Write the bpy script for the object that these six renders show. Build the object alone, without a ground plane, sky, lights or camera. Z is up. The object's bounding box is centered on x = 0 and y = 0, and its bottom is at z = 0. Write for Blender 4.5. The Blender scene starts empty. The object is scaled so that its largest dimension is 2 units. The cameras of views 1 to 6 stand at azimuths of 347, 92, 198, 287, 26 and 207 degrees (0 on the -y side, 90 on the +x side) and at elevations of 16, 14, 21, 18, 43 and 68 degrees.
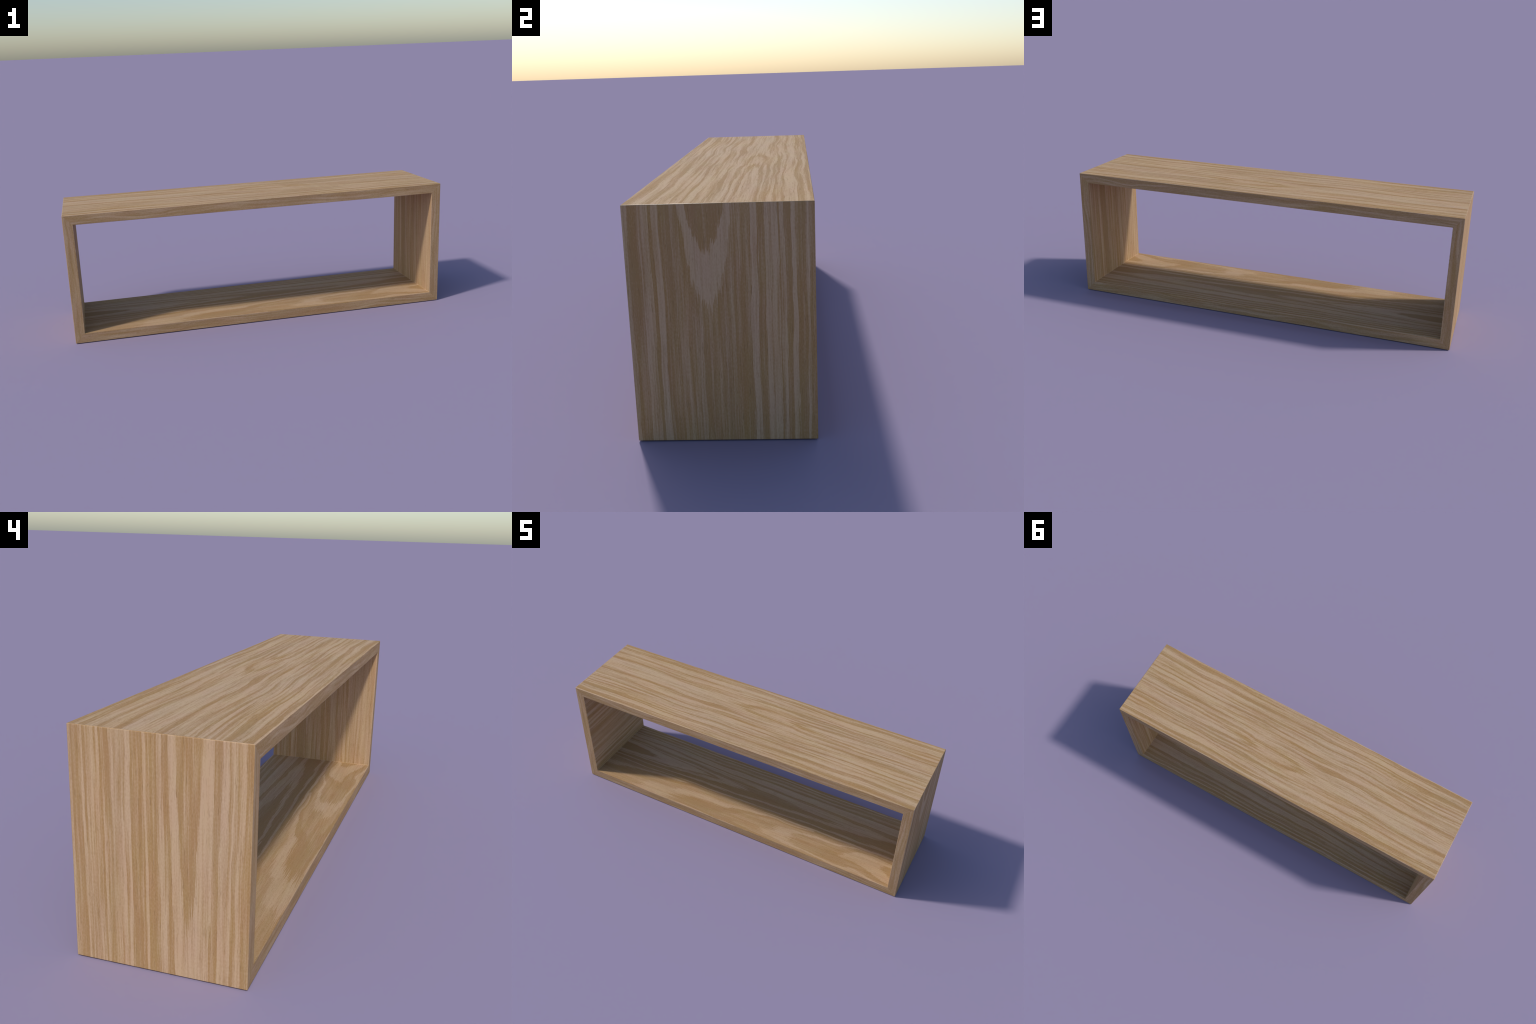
"""Open rectangular box shelf: four oak-veneered boards mitred into a ring."""
import bpy, bmesh, random
from mathutils import Vector

# ------------------------------------------------------------------ sizes (m)
HALF_LENGTH, HALF_DEPTH, HEIGHT, BOARD = 1.0, 0.25, 0.6667, 0.05
ARRIS, ARRIS_STEPS = 0.0026, 4

for block in (bpy.data.objects, bpy.data.meshes, bpy.data.materials):
    for item in list(block):
        block.remove(item)

# ------------------------------------------------------------------ wood material
OAK_LIGHT = (0.552, 0.377, 0.235)
OAK_DARK = (0.392, 0.233, 0.104)
OAK_PORE = (0.285, 0.170, 0.078)


RADIUS = 0.45          # radius at the end of a ring ramp, unless a heart says otherwise


class Nodes:
    """Small helper that wires maths nodes together."""

    def __init__(self, tree):
        self.t = tree

    def node(self, kind, **props):
        n = self.t.nodes.new(kind)
        for k, v in props.items():
            setattr(n, k, v)
        return n

    def put(self, socket, value):
        if isinstance(value, bpy.types.NodeSocket):
            self.t.links.new(value, socket)
        else:
            socket.default_value = value

    def math(self, op, a, b=0.0, c=0.0, clamp=False):
        n = self.node("ShaderNodeMath", operation=op, use_clamp=clamp)
        for s, v in zip(n.inputs, (a, b, c)):
            self.put(s, v)
        return n.outputs[0]

    def add(self, a, b): return self.math("ADD", a, b)
    def sub(self, a, b): return self.math("SUBTRACT", a, b)
    def mul(self, a, b): return self.math("MULTIPLY", a, b)
    def mad(self, a, b, c): return self.math("MULTIPLY_ADD", a, b, c)

    def vec(self, x, y, z):
        n = self.node("ShaderNodeCombineXYZ")
        for s, v in zip(n.inputs, (x, y, z)):
            self.put(s, v)
        return n.outputs[0]

    def noise(self, vector, detail=2.0, rough=0.5):
        """Noise centred on zero, about -0.5 .. 0.5."""
        n = self.node("ShaderNodeTexNoise", noise_dimensions="3D")
        self.put(n.inputs["Vector"], vector)
        n.inputs["Scale"].default_value = 1.0
        n.inputs["Detail"].default_value = detail
        n.inputs["Roughness"].default_value = rough
        return self.sub(n.outputs["Fac"], 0.5)

    def curve(self, fac, points):
        n = self.node("ShaderNodeFloatCurve")
        c = n.mapping.curves[0]
        while len(c.points) < len(points):
            c.points.new(0.5, 0.5)
        for p, (x, y) in zip(c.points, points):
            p.location = (x, y)
            p.handle_type = "AUTO_CLAMPED"
        n.mapping.update()
        self.put(n.inputs["Value"], fac)
        return n.outputs[0]

    def ramp(self, fac, stops, interpolation):
        n = self.node("ShaderNodeValToRGB")
        r = n.color_ramp
        r.interpolation = interpolation
        stops = stops[:32]
        while len(r.elements) < len(stops):
            r.elements.new(0.999)
        for e, (x, g) in zip(r.elements, stops):
            e.position = x
            e.color = (g, g, g, 1) if not isinstance(g, tuple) else (*g, 1)
        self.put(n.inputs["Fac"], fac)
        return n.outputs["Color"]

    def mix(self, fac, a, b):
        n = self.node("ShaderNodeMix", data_type="RGBA")
        self.put(n.inputs[0], fac)
        for s, v in ((n.inputs[6], a), (n.inputs[7], b)):
            self.put(s, v if isinstance(v, bpy.types.NodeSocket) else (*v, 1))
        return n.outputs[2]

    def mixf(self, fac, a, b):
        n = self.node("ShaderNodeMix", data_type="FLOAT")
        self.put(n.inputs[0], fac)
        self.put(n.inputs[2], a)
        self.put(n.inputs[3], b)
        return n.outputs[0]


def grow(rings, seed, upto=0.42, low=0.006, high=0.022):
    """Continue a growth-ring sequence [(outer radius, tone)] with random rings."""
    rng = random.Random(seed)
    rings = list(rings)
    r = rings[-1][0] if rings else 0.0
    light = (rings[-1][1] < 0.5) if rings else True
    while r < upto and len(rings) < 31:
        r += rng.uniform(low, high) * (0.8 if light else 1.0)
        rings.append((r, rng.uniform(0.6, 0.9) if light else rng.uniform(0.1, 0.4)))
        light = not light
    return rings


def ring_stops(rings, reach):
    stops, start = [], 0.0
    for outer, tone in rings:
        stops.append((start / reach, tone))
        start = outer
    return stops


def heart(n, u, v, u_range, centre, drift, taper, taper_scale, inner, outer, spread=None, swirl=0.0, reach=RADIUS):
    """Tone (0 dark, 1 light) of flat-sawn wood: growth rings about a heart line that
    runs along u at v = centre; the taper curve lets rings close into cathedral points."""
    w = n.sub(v, n.mad(u, drift, centre))
    if swirl:
        w = n.mad(n.noise(n.vec(n.mul(u, 1.9), n.mul(v, 6.0), 9.0), 1.5, 0.4), swirl, w)
    w2 = n.mul(w, w)
    fac = n.math("DIVIDE", n.sub(u, u_range[0]), u_range[1] - u_range[0], clamp=True)
    t = n.mul(n.curve(fac, taper), taper_scale)
    if spread:
        q = n.math("DIVIDE", w2, spread * spread)
        t = n.math("DIVIDE", t, n.mad(q, q, 1.0))
    radius = n.math("SQRT", n.math("MAXIMUM", n.add(w2, t), 0.0))
    fibre = n.mul(n.noise(n.vec(n.mul(u, 5.0), n.mul(v, 300.0), 3.3), 2.0, 0.7), 0.014)
    pos = n.math("DIVIDE", n.add(radius, fibre), reach, clamp=True)
    return n.mixf(n.math("GREATER_THAN", w, 0.0), n.ramp(pos, ring_stops(inner, reach), "CONSTANT"),
                  n.ramp(pos, ring_stops(outer, reach), "CONSTANT"))


def oak(name, along, across, hearts, seam=None, wave=(0.010, 1.6, 5.0), ripple=(0.006, 6.0, 22.0),
        comb=0.05, seed=0.0, contrast=0.95, lift=-0.03, ring_weight=0.9, ribbons=(0.8, 56.0, 1.9), thread=0.9,
        gloss=(0.70, 0.08)):
    """Oak veneer. `hearts` are one or two dicts for heart(); with two, `seam` is the v
    where the second one (v below it) meets the first."""
    mat = bpy.data.materials.new(name)
    mat.use_nodes = True
    tree = mat.node_tree
    tree.nodes.clear()
    n = Nodes(tree)
    coord = n.node("ShaderNodeTexCoord")
    split = n.node("ShaderNodeSeparateXYZ")
    tree.links.new(coord.outputs["Object"], split.inputs[0])
    axes = dict(zip("xyz", split.outputs))
    u, v = axes[along], axes[across]
    depth = n.add(axes[({"x", "y", "z"} - {along, across}).pop()], seed)

    # single fibres end at different lengths; bands wander and ripple
    comb_noise = n.noise(n.vec(n.mul(u, 1.2), n.mul(v, 300.0), n.add(depth, 7.0)), 2.0, 0.6)
    uu = n.mad(comb_noise, comb * 2, u)
    wander = n.noise(n.vec(n.mul(u, wave[1]), n.mul(v, wave[2]), depth), 1.0)
    rippling = n.noise(n.vec(n.mul(uu, ripple[1]), n.mul(v, ripple[2]), n.add(depth, 2.0)), 2.0)
    vv = n.mad(rippling, ripple[0] * 2, n.mad(wander, wave[0] * 2, v))

    # growth rings, broken up by lengthwise ribbons of early and late wood
    rings = heart(n, uu, vv, **hearts[0])
    if len(hearts) > 1:
        second = heart(n, uu, vv, **hearts[1])
        rings = n.mixf(n.math("LESS_THAN", vv, seam), rings, second)
    ribbon = n.noise(n.vec(n.mul(uu, ribbons[2]), n.mul(vv, ribbons[1]), n.add(depth, 23.0)), 2.0, 0.55)
    threads = n.noise(n.vec(n.mul(uu, 3.0), n.mul(vv, 150.0), n.add(depth, 27.0)), 2.0, 0.6)
    mass = n.mad(n.sub(rings, 0.5), ring_weight, 0.5 + lift)
    mass = n.mad(ribbon, ribbons[0], mass)
    mass = n.mad(threads, thread, mass)
    band = n.node("ShaderNodeMapRange", interpolation_type="SMOOTHSTEP")
    n.put(band.inputs["Value"], mass)
    band.inputs["From Min"].default_value, band.inputs["From Max"].default_value = 0.08, 0.92
    tone = n.mad(n.sub(band.outputs[0], 0.5), contrast, 0.5)

    streak = n.noise(n.vec(n.mul(u, 3.2), n.mul(v, 170.0), n.add(depth, 11.0)), 3.0, 0.7)
    broad = n.noise(n.vec(n.mul(u, 2.0), n.mul(v, 14.0), n.add(depth, 19.0)), 2.0)
    grit = n.noise(n.vec(n.mul(u, 130.0), n.mul(v, 280.0), n.add(depth, 5.0)), 1.0)
    tone = n.mad(streak, 0.75, tone)
    tone = n.mad(broad, 0.40, tone)
    tone = n.mad(grit, 0.75, tone)
    tone = n.math("ADD", tone, 0.0, clamp=True)

    colour = n.mix(tone, OAK_DARK, OAK_LIGHT)
    warm = n.noise(n.vec(n.mul(u, 7.0), n.mul(v, 26.0), n.add(depth, 31.0)), 2.0)
    hue = n.node("ShaderNodeHueSaturation")
    n.put(hue.inputs["Hue"], n.mad(warm, 0.022, 0.501))
    n.put(hue.inputs["Saturation"], n.mad(broad, 0.25, 1.0))
    tree.links.new(colour, hue.inputs["Color"])
    colour = hue.outputs[0]

    # open pores: short dark dashes along the grain, mostly in the dark bands
    dash = n.noise(n.vec(n.mul(u, 24.0), n.mul(v, 380.0), n.add(depth, 43.0)), 1.0)
    dash = n.math("MULTIPLY_ADD", dash, 9.0, -1.05, clamp=True)
    dash = n.mul(dash, n.mad(tone, -0.40, 0.75))
    colour = n.mix(dash, colour, OAK_PORE)

    shader = n.node("ShaderNodeBsdfPrincipled")
    tree.links.new(colour, shader.inputs["Base Color"])
    n.put(shader.inputs["Roughness"], gloss[0])
    shader.inputs["Specular IOR Level"].default_value = gloss[1]
    bump = n.node("ShaderNodeBump")
    bump.inputs["Strength"].default_value = 0.12
    bump.inputs["Distance"].default_value = 0.0006
    n.put(bump.inputs["Height"], n.sub(n.mul(tone, 0.4), dash))
    tree.links.new(bump.outputs[0], shader.inputs["Normal"])
    out = n.node("ShaderNodeOutputMaterial")
    tree.links.new(shader.outputs[0], out.inputs[0])
    return mat


FLAT = [(0, 0), (1, 0)]

LENGTH_RANGE, HEIGHT_RANGE = (-1.0, 1.0), (0.0, HEIGHT)

top_outer = oak("oak_veneer_top", "x", "y", [dict(
    u_range=LENGTH_RANGE, centre=0.058, drift=0.0, taper=[(0, 1), (.40, .80), (.45, .72), (.50, .50), (.60, .36), (.65, .18), (1, 0)],
    taper_scale=0.0050, spread=0.085,
    inner=grow([(.030, .85), (.042, .12), (.052, .75), (.060, .25), (.082, .78), (.093, .18), (.118, .65), (.128, .35), (.148, .80), (.157, .15),
                (.172, .75), (.180, .35), (.190, .80), (.200, .30), (.214, .60), (.226, .85), (.248, .15), (.275, .85),
                (.300, .15)], 3, low=.008, high=.024),
    outer=grow([(.030, .85), (.042, .12), (.052, .75), (.060, .25), (.080, .78), (.089, .18), (.102, .75), (.110, .30), (.145, .85), (.164, .20),
                (.176, .75), (.190, .25), (.212, .85)], 4, low=.007, high=.022))],
    wave=(0.020, 1.7, 4.0), ripple=(0.012, 4.0, 14.0), comb=0.07, seed=1.0,
    ring_weight=0.62, ribbons=(1.35, 58.0, 2.1), thread=1.4, lift=-0.03)

right_outer = oak("oak_veneer_end", "z", "y", [dict(
    u_range=HEIGHT_RANGE, centre=-0.0375, drift=0.0, spread=0.064, taper_scale=0.0056,
    taper=[(0, 1), (.45, .98), (.54, .92), (.62, .78), (.70, .66), (.82, .48), (1, 0)],
    inner=grow([(.052, .12), (.068, .95), (.075, .25), (.089, .46), (.116, .2), (.133, .85), (.142, .0), (.170, .75), (.199, .2),
                (.215, .7)], 5),
    outer=grow([(.052, .12), (.069, .95), (.088, .30), (.092, .50), (.118, .24), (.137, .85), (.155, .15), (.170, .85), (.174, .5), (.191, .8),
                (.1955, .1), (.209, .8), (.2245, .12), (.237, .85), (.2625, .18), (.270, .75), (.30, .2)], 6))],
    wave=(0.006, 3.0, 8.0), ripple=(0.004, 8.0, 26.0), comb=0.028, seed=2.0, ring_weight=0.76, ribbons=(0.95, 78.0, 2.4), thread=1.2)

left_outer = oak("oak_veneer_end", "z", "y", [dict(
    u_range=HEIGHT_RANGE, centre=-0.0835, drift=0.0, taper=[(0, 1), (1, 0)], taper_scale=0.00175,
    inner=grow([(.0355, .22), (.0675, .92), (.0865, .30), (.103, .8), (.1145, .6), (.121, .85), (.132, .4),
                (.1465, .78), (.175, .3)], 7),
    outer=grow([(.0355, .22), (.055, .92), (.072, .25), (.0875, .8), (.1155, .2), (.1215, .78), (.159, .22),
                (.171, .95), (.1785, .5), (.1905, .8), (.215, .5), (.230, .3), (.2365, .75), (.2435, .2), (.250, .8),
                (.275, .55), (.280, .8), (.2875, .25), (.2965, .82), (.325, .2), (.34, .7)], 8))],
    wave=(0.005, 3.0, 8.0), ripple=(0.0035, 8.0, 28.0), comb=0.03, seed=3.0,
    ring_weight=0.70, ribbons=(1.0, 92.0, 2.6), thread=1.35, lift=-0.05)

floor_inner = oak("oak_veneer_floor", "x", "y", [dict(
    u_range=LENGTH_RANGE, centre=0.045, drift=0.012, taper=[(0, 0), (1, 1)], taper_scale=0.008, spread=0.12,
    inner=grow([(.035, .05), (.050, .85), (.054, .3), (.060, .75), (.078, .15), (.086, .7), (.104, .15), (.112, .7)], 9),
    outer=grow([(.035, .05), (.050, .85), (.054, .3), (.060, .75), (.072, .3), (.088, .7), (.100, .3), (.125, .75)], 10,
               low=.006, high=.016)),
    dict(u_range=LENGTH_RANGE, centre=-0.190, drift=0.02, taper=[(0, 1), (1, 0)], taper_scale=0.0155, spread=0.13, swirl=0.24,
         inner=grow([(.030, .30), (.052, .70), (.060, .30), (.072, .40), (.080, .78), (.094, .45), (.104, .22), (.113, .70), (.126, .45), (.138, .20), (.146, .70), (.165, .40), (.175, .22)], 11),
         outer=grow([(.030, .30), (.052, .70), (.060, .30), (.072, .40), (.080, .78), (.094, .45), (.104, .22), (.113, .70), (.126, .45), (.138, .20), (.146, .70), (.165, .40), (.175, .22)], 11))],
    seam=-0.075, ring_weight=0.9, lift=-0.05, ribbons=(0.6, 50.0, 2.2), thread=0.5, wave=(0.016, 2.0, 6.0), ripple=(0.008, 6.0, 18.0), comb=0.022, seed=4.0)

ceiling_inner = oak("oak_veneer_ceiling", "x", "y", [dict(
    u_range=LENGTH_RANGE, centre=-0.05, drift=0.01, taper=[(0, 0), (1, 1)], taper_scale=0.010, spread=0.12,
    inner=grow([], 13), outer=grow([], 13))], seed=5.0)

base_outer = oak("oak_veneer_base", "x", "y", [dict(
    u_range=LENGTH_RANGE, centre=0.03, drift=0.01, taper=[(0, 0), (1, 1)], taper_scale=0.010, spread=0.12,
    inner=grow([], 15), outer=grow([], 15))], seed=6.0)

right_inner = oak("oak_veneer_end_lining", "z", "y", [dict(
    u_range=HEIGHT_RANGE, centre=0.30, drift=0.03, taper=FLAT, taper_scale=0.0,
    inner=grow([(.05, .2), (.072, .2), (.083, .75), (.110, .45), (.118, .8), (.145, .4), (.165, .85), (.174, .65),
                (.225, .12), (.240, .75), (.275, .55), (.283, .35), (.300, .75), (.318, .35), (.325, .6), (.348, .3),
                (.375, .75), (.385, .35), (.405, .75), (.413, .45), (.425, .7), (.431, .4), (.45, .75)], 17), outer=grow([], 17))],  # last ring painted pale and wide for the sunlit front strip
    wave=(0.005, 3.0, 8.0), ripple=(0.004, 8.0, 26.0), comb=0.03, seed=7.0,
    ring_weight=0.68, ribbons=(0.9, 62.0, 2.2), lift=-0.13)

left_inner = oak("oak_veneer_end_lining", "y", "z", [dict(
    u_range=(-HALF_DEPTH, HALF_DEPTH), centre=0.65, drift=0.02, taper=FLAT, taper_scale=0.0,
    inner=[(.062, .3), (.080, .7), (.100, .25), (.112, .55), (.152, .25), (.170, .8), (.196, .2), (.209, .85), (.220, .2),
           (.236, .85), (.252, .25), (.268, .8), (.300, .25), (.311, .1), (.405, .38), (.428, .75), (.456, .2),
           (.474, .85), (.482, .3), (.497, .8), (.507, .15), (.520, .8), (.540, .2), (.556, .75), (.60, .3)],
    outer=[(.1, .5)], reach=0.65)],
    wave=(0.004, 3.0, 8.0), ripple=(0.003, 8.0, 24.0), comb=0.03, seed=8.0, ring_weight=0.62, lift=0.04)


arris_top = oak("oak_arris", "x", "y", [dict(u_range=LENGTH_RANGE, centre=0.3, drift=0.0, taper=FLAT, taper_scale=0.0,
                inner=[(.45, .45)], outer=[(.45, .45)])], seed=9.0, gloss=(0.26, 0.28))


def edging(name, along, across, centre, seed):
    return oak(name, along, across, [dict(
        u_range=LENGTH_RANGE if along == "x" else HEIGHT_RANGE, centre=centre, drift=0.0, taper=FLAT, taper_scale=0.0,
        inner=grow([], seed, low=.007, high=.018), outer=grow([], seed + 1, low=.007, high=.018))],
        wave=(0.034, 2.6, 3.0), ripple=(0.008, 7.0, 22.0), comb=0.04, seed=seed, contrast=0.8, lift=-0.12,
        ring_weight=0.32, ribbons=(1.5, 62.0, 4.2), thread=0.8)


long_edge = edging("oak_edging_long", "x", "z", -0.1, 21)
top_edge = edging("oak_edging_long", "x", "z", HEIGHT + 0.1, 25)
end_edge = edging("oak_edging_end", "z", "x", 0.8, 31)
left_edge = edging("oak_edging_end", "z", "x", -0.8, 35)

# ------------------------------------------------------------------ the mitred ring as one solid
bm = bmesh.new()
outer = [(-HALF_LENGTH, 0), (HALF_LENGTH, 0), (HALF_LENGTH, HEIGHT), (-HALF_LENGTH, HEIGHT)]
inner = [(-HALF_LENGTH + BOARD, BOARD), (HALF_LENGTH - BOARD, BOARD),
         (HALF_LENGTH - BOARD, HEIGHT - BOARD), (-HALF_LENGTH + BOARD, HEIGHT - BOARD)]
corner = {}
for y in (-HALF_DEPTH, HALF_DEPTH):
    for ring, loop in (("o", outer), ("i", inner)):
        for k, (x, z) in enumerate(loop):
            corner[y, ring, k] = bm.verts.new((x, y, z))
F, B = -HALF_DEPTH, HALF_DEPTH
for k in range(4):
    m = (k + 1) % 4
    for quad in ([(F, "o", k), (F, "o", m), (F, "i", m), (F, "i", k)],
                 [(B, "o", k), (B, "i", k), (B, "i", m), (B, "o", m)],
                 [(F, "o", k), (B, "o", k), (B, "o", m), (F, "o", m)],
                 [(F, "i", k), (F, "i", m), (B, "i", m), (B, "i", k)]):
        bm.faces.new([corner[c] for c in quad])
bmesh.ops.recalc_face_normals(bm, faces=bm.faces)
sharp = [e for e in bm.edges if e.calc_face_angle() > 0.1]
bmesh.ops.bevel(bm, geom=sharp, offset=ARRIS, offset_type="OFFSET", segments=ARRIS_STEPS, profile=0.5,
                affect="EDGES", clamp_overlap=True)
bm.normal_update()

# shading normals of the whole solid: flat faces stay flat, arrises roll between them
shade = {}
for vert in bm.verts:
    flat = [f.normal for f in vert.link_faces if f.calc_area() > 0.004]
    shade[vert] = (flat[0] if flat else vert.normal).copy()


def board_of(face):
    """Which of the four boards a face of the ring belongs to (mitre lines at 45 degrees)."""
    c = face.calc_center_median()
    gap = {"bottom": c.z, "top": HEIGHT - c.z, "left": c.x + HALF_LENGTH, "right": HALF_LENGTH - c.x}
    return min(gap, key=gap.get)


def slot_of(face, board):
    """0 outer face, 1 inner face, 2 edging; arrises follow the wide faces."""
    c = face.calc_center_median()
    depth = {"bottom": c.z, "top": HEIGHT - c.z, "left": c.x + HALF_LENGTH, "right": HALF_LENGTH - c.x}[board]
    if depth < ARRIS * 0.9:
        return 3 if board == "top" and abs(c.x) > HALF_LENGTH - ARRIS else 0
    if depth > BOARD - ARRIS * 0.9:
        return 1
    return 2


shelf = bpy.data.objects.new("box_shelf", None)
shelf["label"] = "long open box shelf in light oak veneer, mitred corners"
shelf["category"] = "box shelf"
bpy.context.scene.collection.objects.link(shelf)

PARTS = {   # board: name, materials (outer, inner, edging, end arris)
    "top": ("top_board", (top_outer, ceiling_inner, top_edge, arris_top)),
    "bottom": ("bottom_board", (base_outer, floor_inner, long_edge)),
    "left": ("end_board", (left_outer, left_inner, left_edge)),
    "right": ("end_board", (right_outer, right_inner, end_edge)),
}
groups = {key: [f for f in bm.faces if board_of(f) == key] for key in PARTS}

for key, (name, materials) in PARTS.items():
    part = bmesh.new()
    copy, normals = {}, []
    for face in groups[key]:
        for vert in face.verts:
            if vert not in copy:
                copy[vert] = part.verts.new(vert.co)
        new = part.faces.new([copy[vert] for vert in face.verts])
        new.material_index = slot_of(face, key)
        new.smooth = True
        normals.append([shade[vert] for vert in face.verts])
    # close the two mitred ends inside the joint with a shallow hollow
    part.edges.ensure_lookup_table()
    open_edges = [e for e in part.edges if len(e.link_faces) == 1]
    for end in (-1, 1):
        axis = 0 if key in ("top", "bottom") else 2
        middle = 0.0 if axis == 0 else HEIGHT / 2
        rim = [e for e in open_edges if (e.verts[0].co[axis] - middle) * end > 0]
        centre = sum((e.verts[0].co + e.verts[1].co for e in rim), Vector()) / (2 * len(rim))
        centre[axis] -= end * 0.004
        hub = part.verts.new(centre)
        for e in rim:
            loop = e.link_loops[0]
            a, b = loop.vert, loop.link_loop_next.vert
            cap = part.faces.new((b, a, hub))
            cap.material_index, cap.smooth = 2, False
            cap.normal_update()
            normals.append([cap.normal.copy()] * 3)
    mesh = bpy.data.meshes.new(name)
    part.to_mesh(mesh)
    part.free()
    for material in materials:
        mesh.materials.append(material)
    mesh.normals_split_custom_set([tuple(c) for face in normals for c in face])
    board = bpy.data.objects.new(name, mesh)
    board.parent = shelf
    bpy.context.scene.collection.objects.link(board)
bm.free()
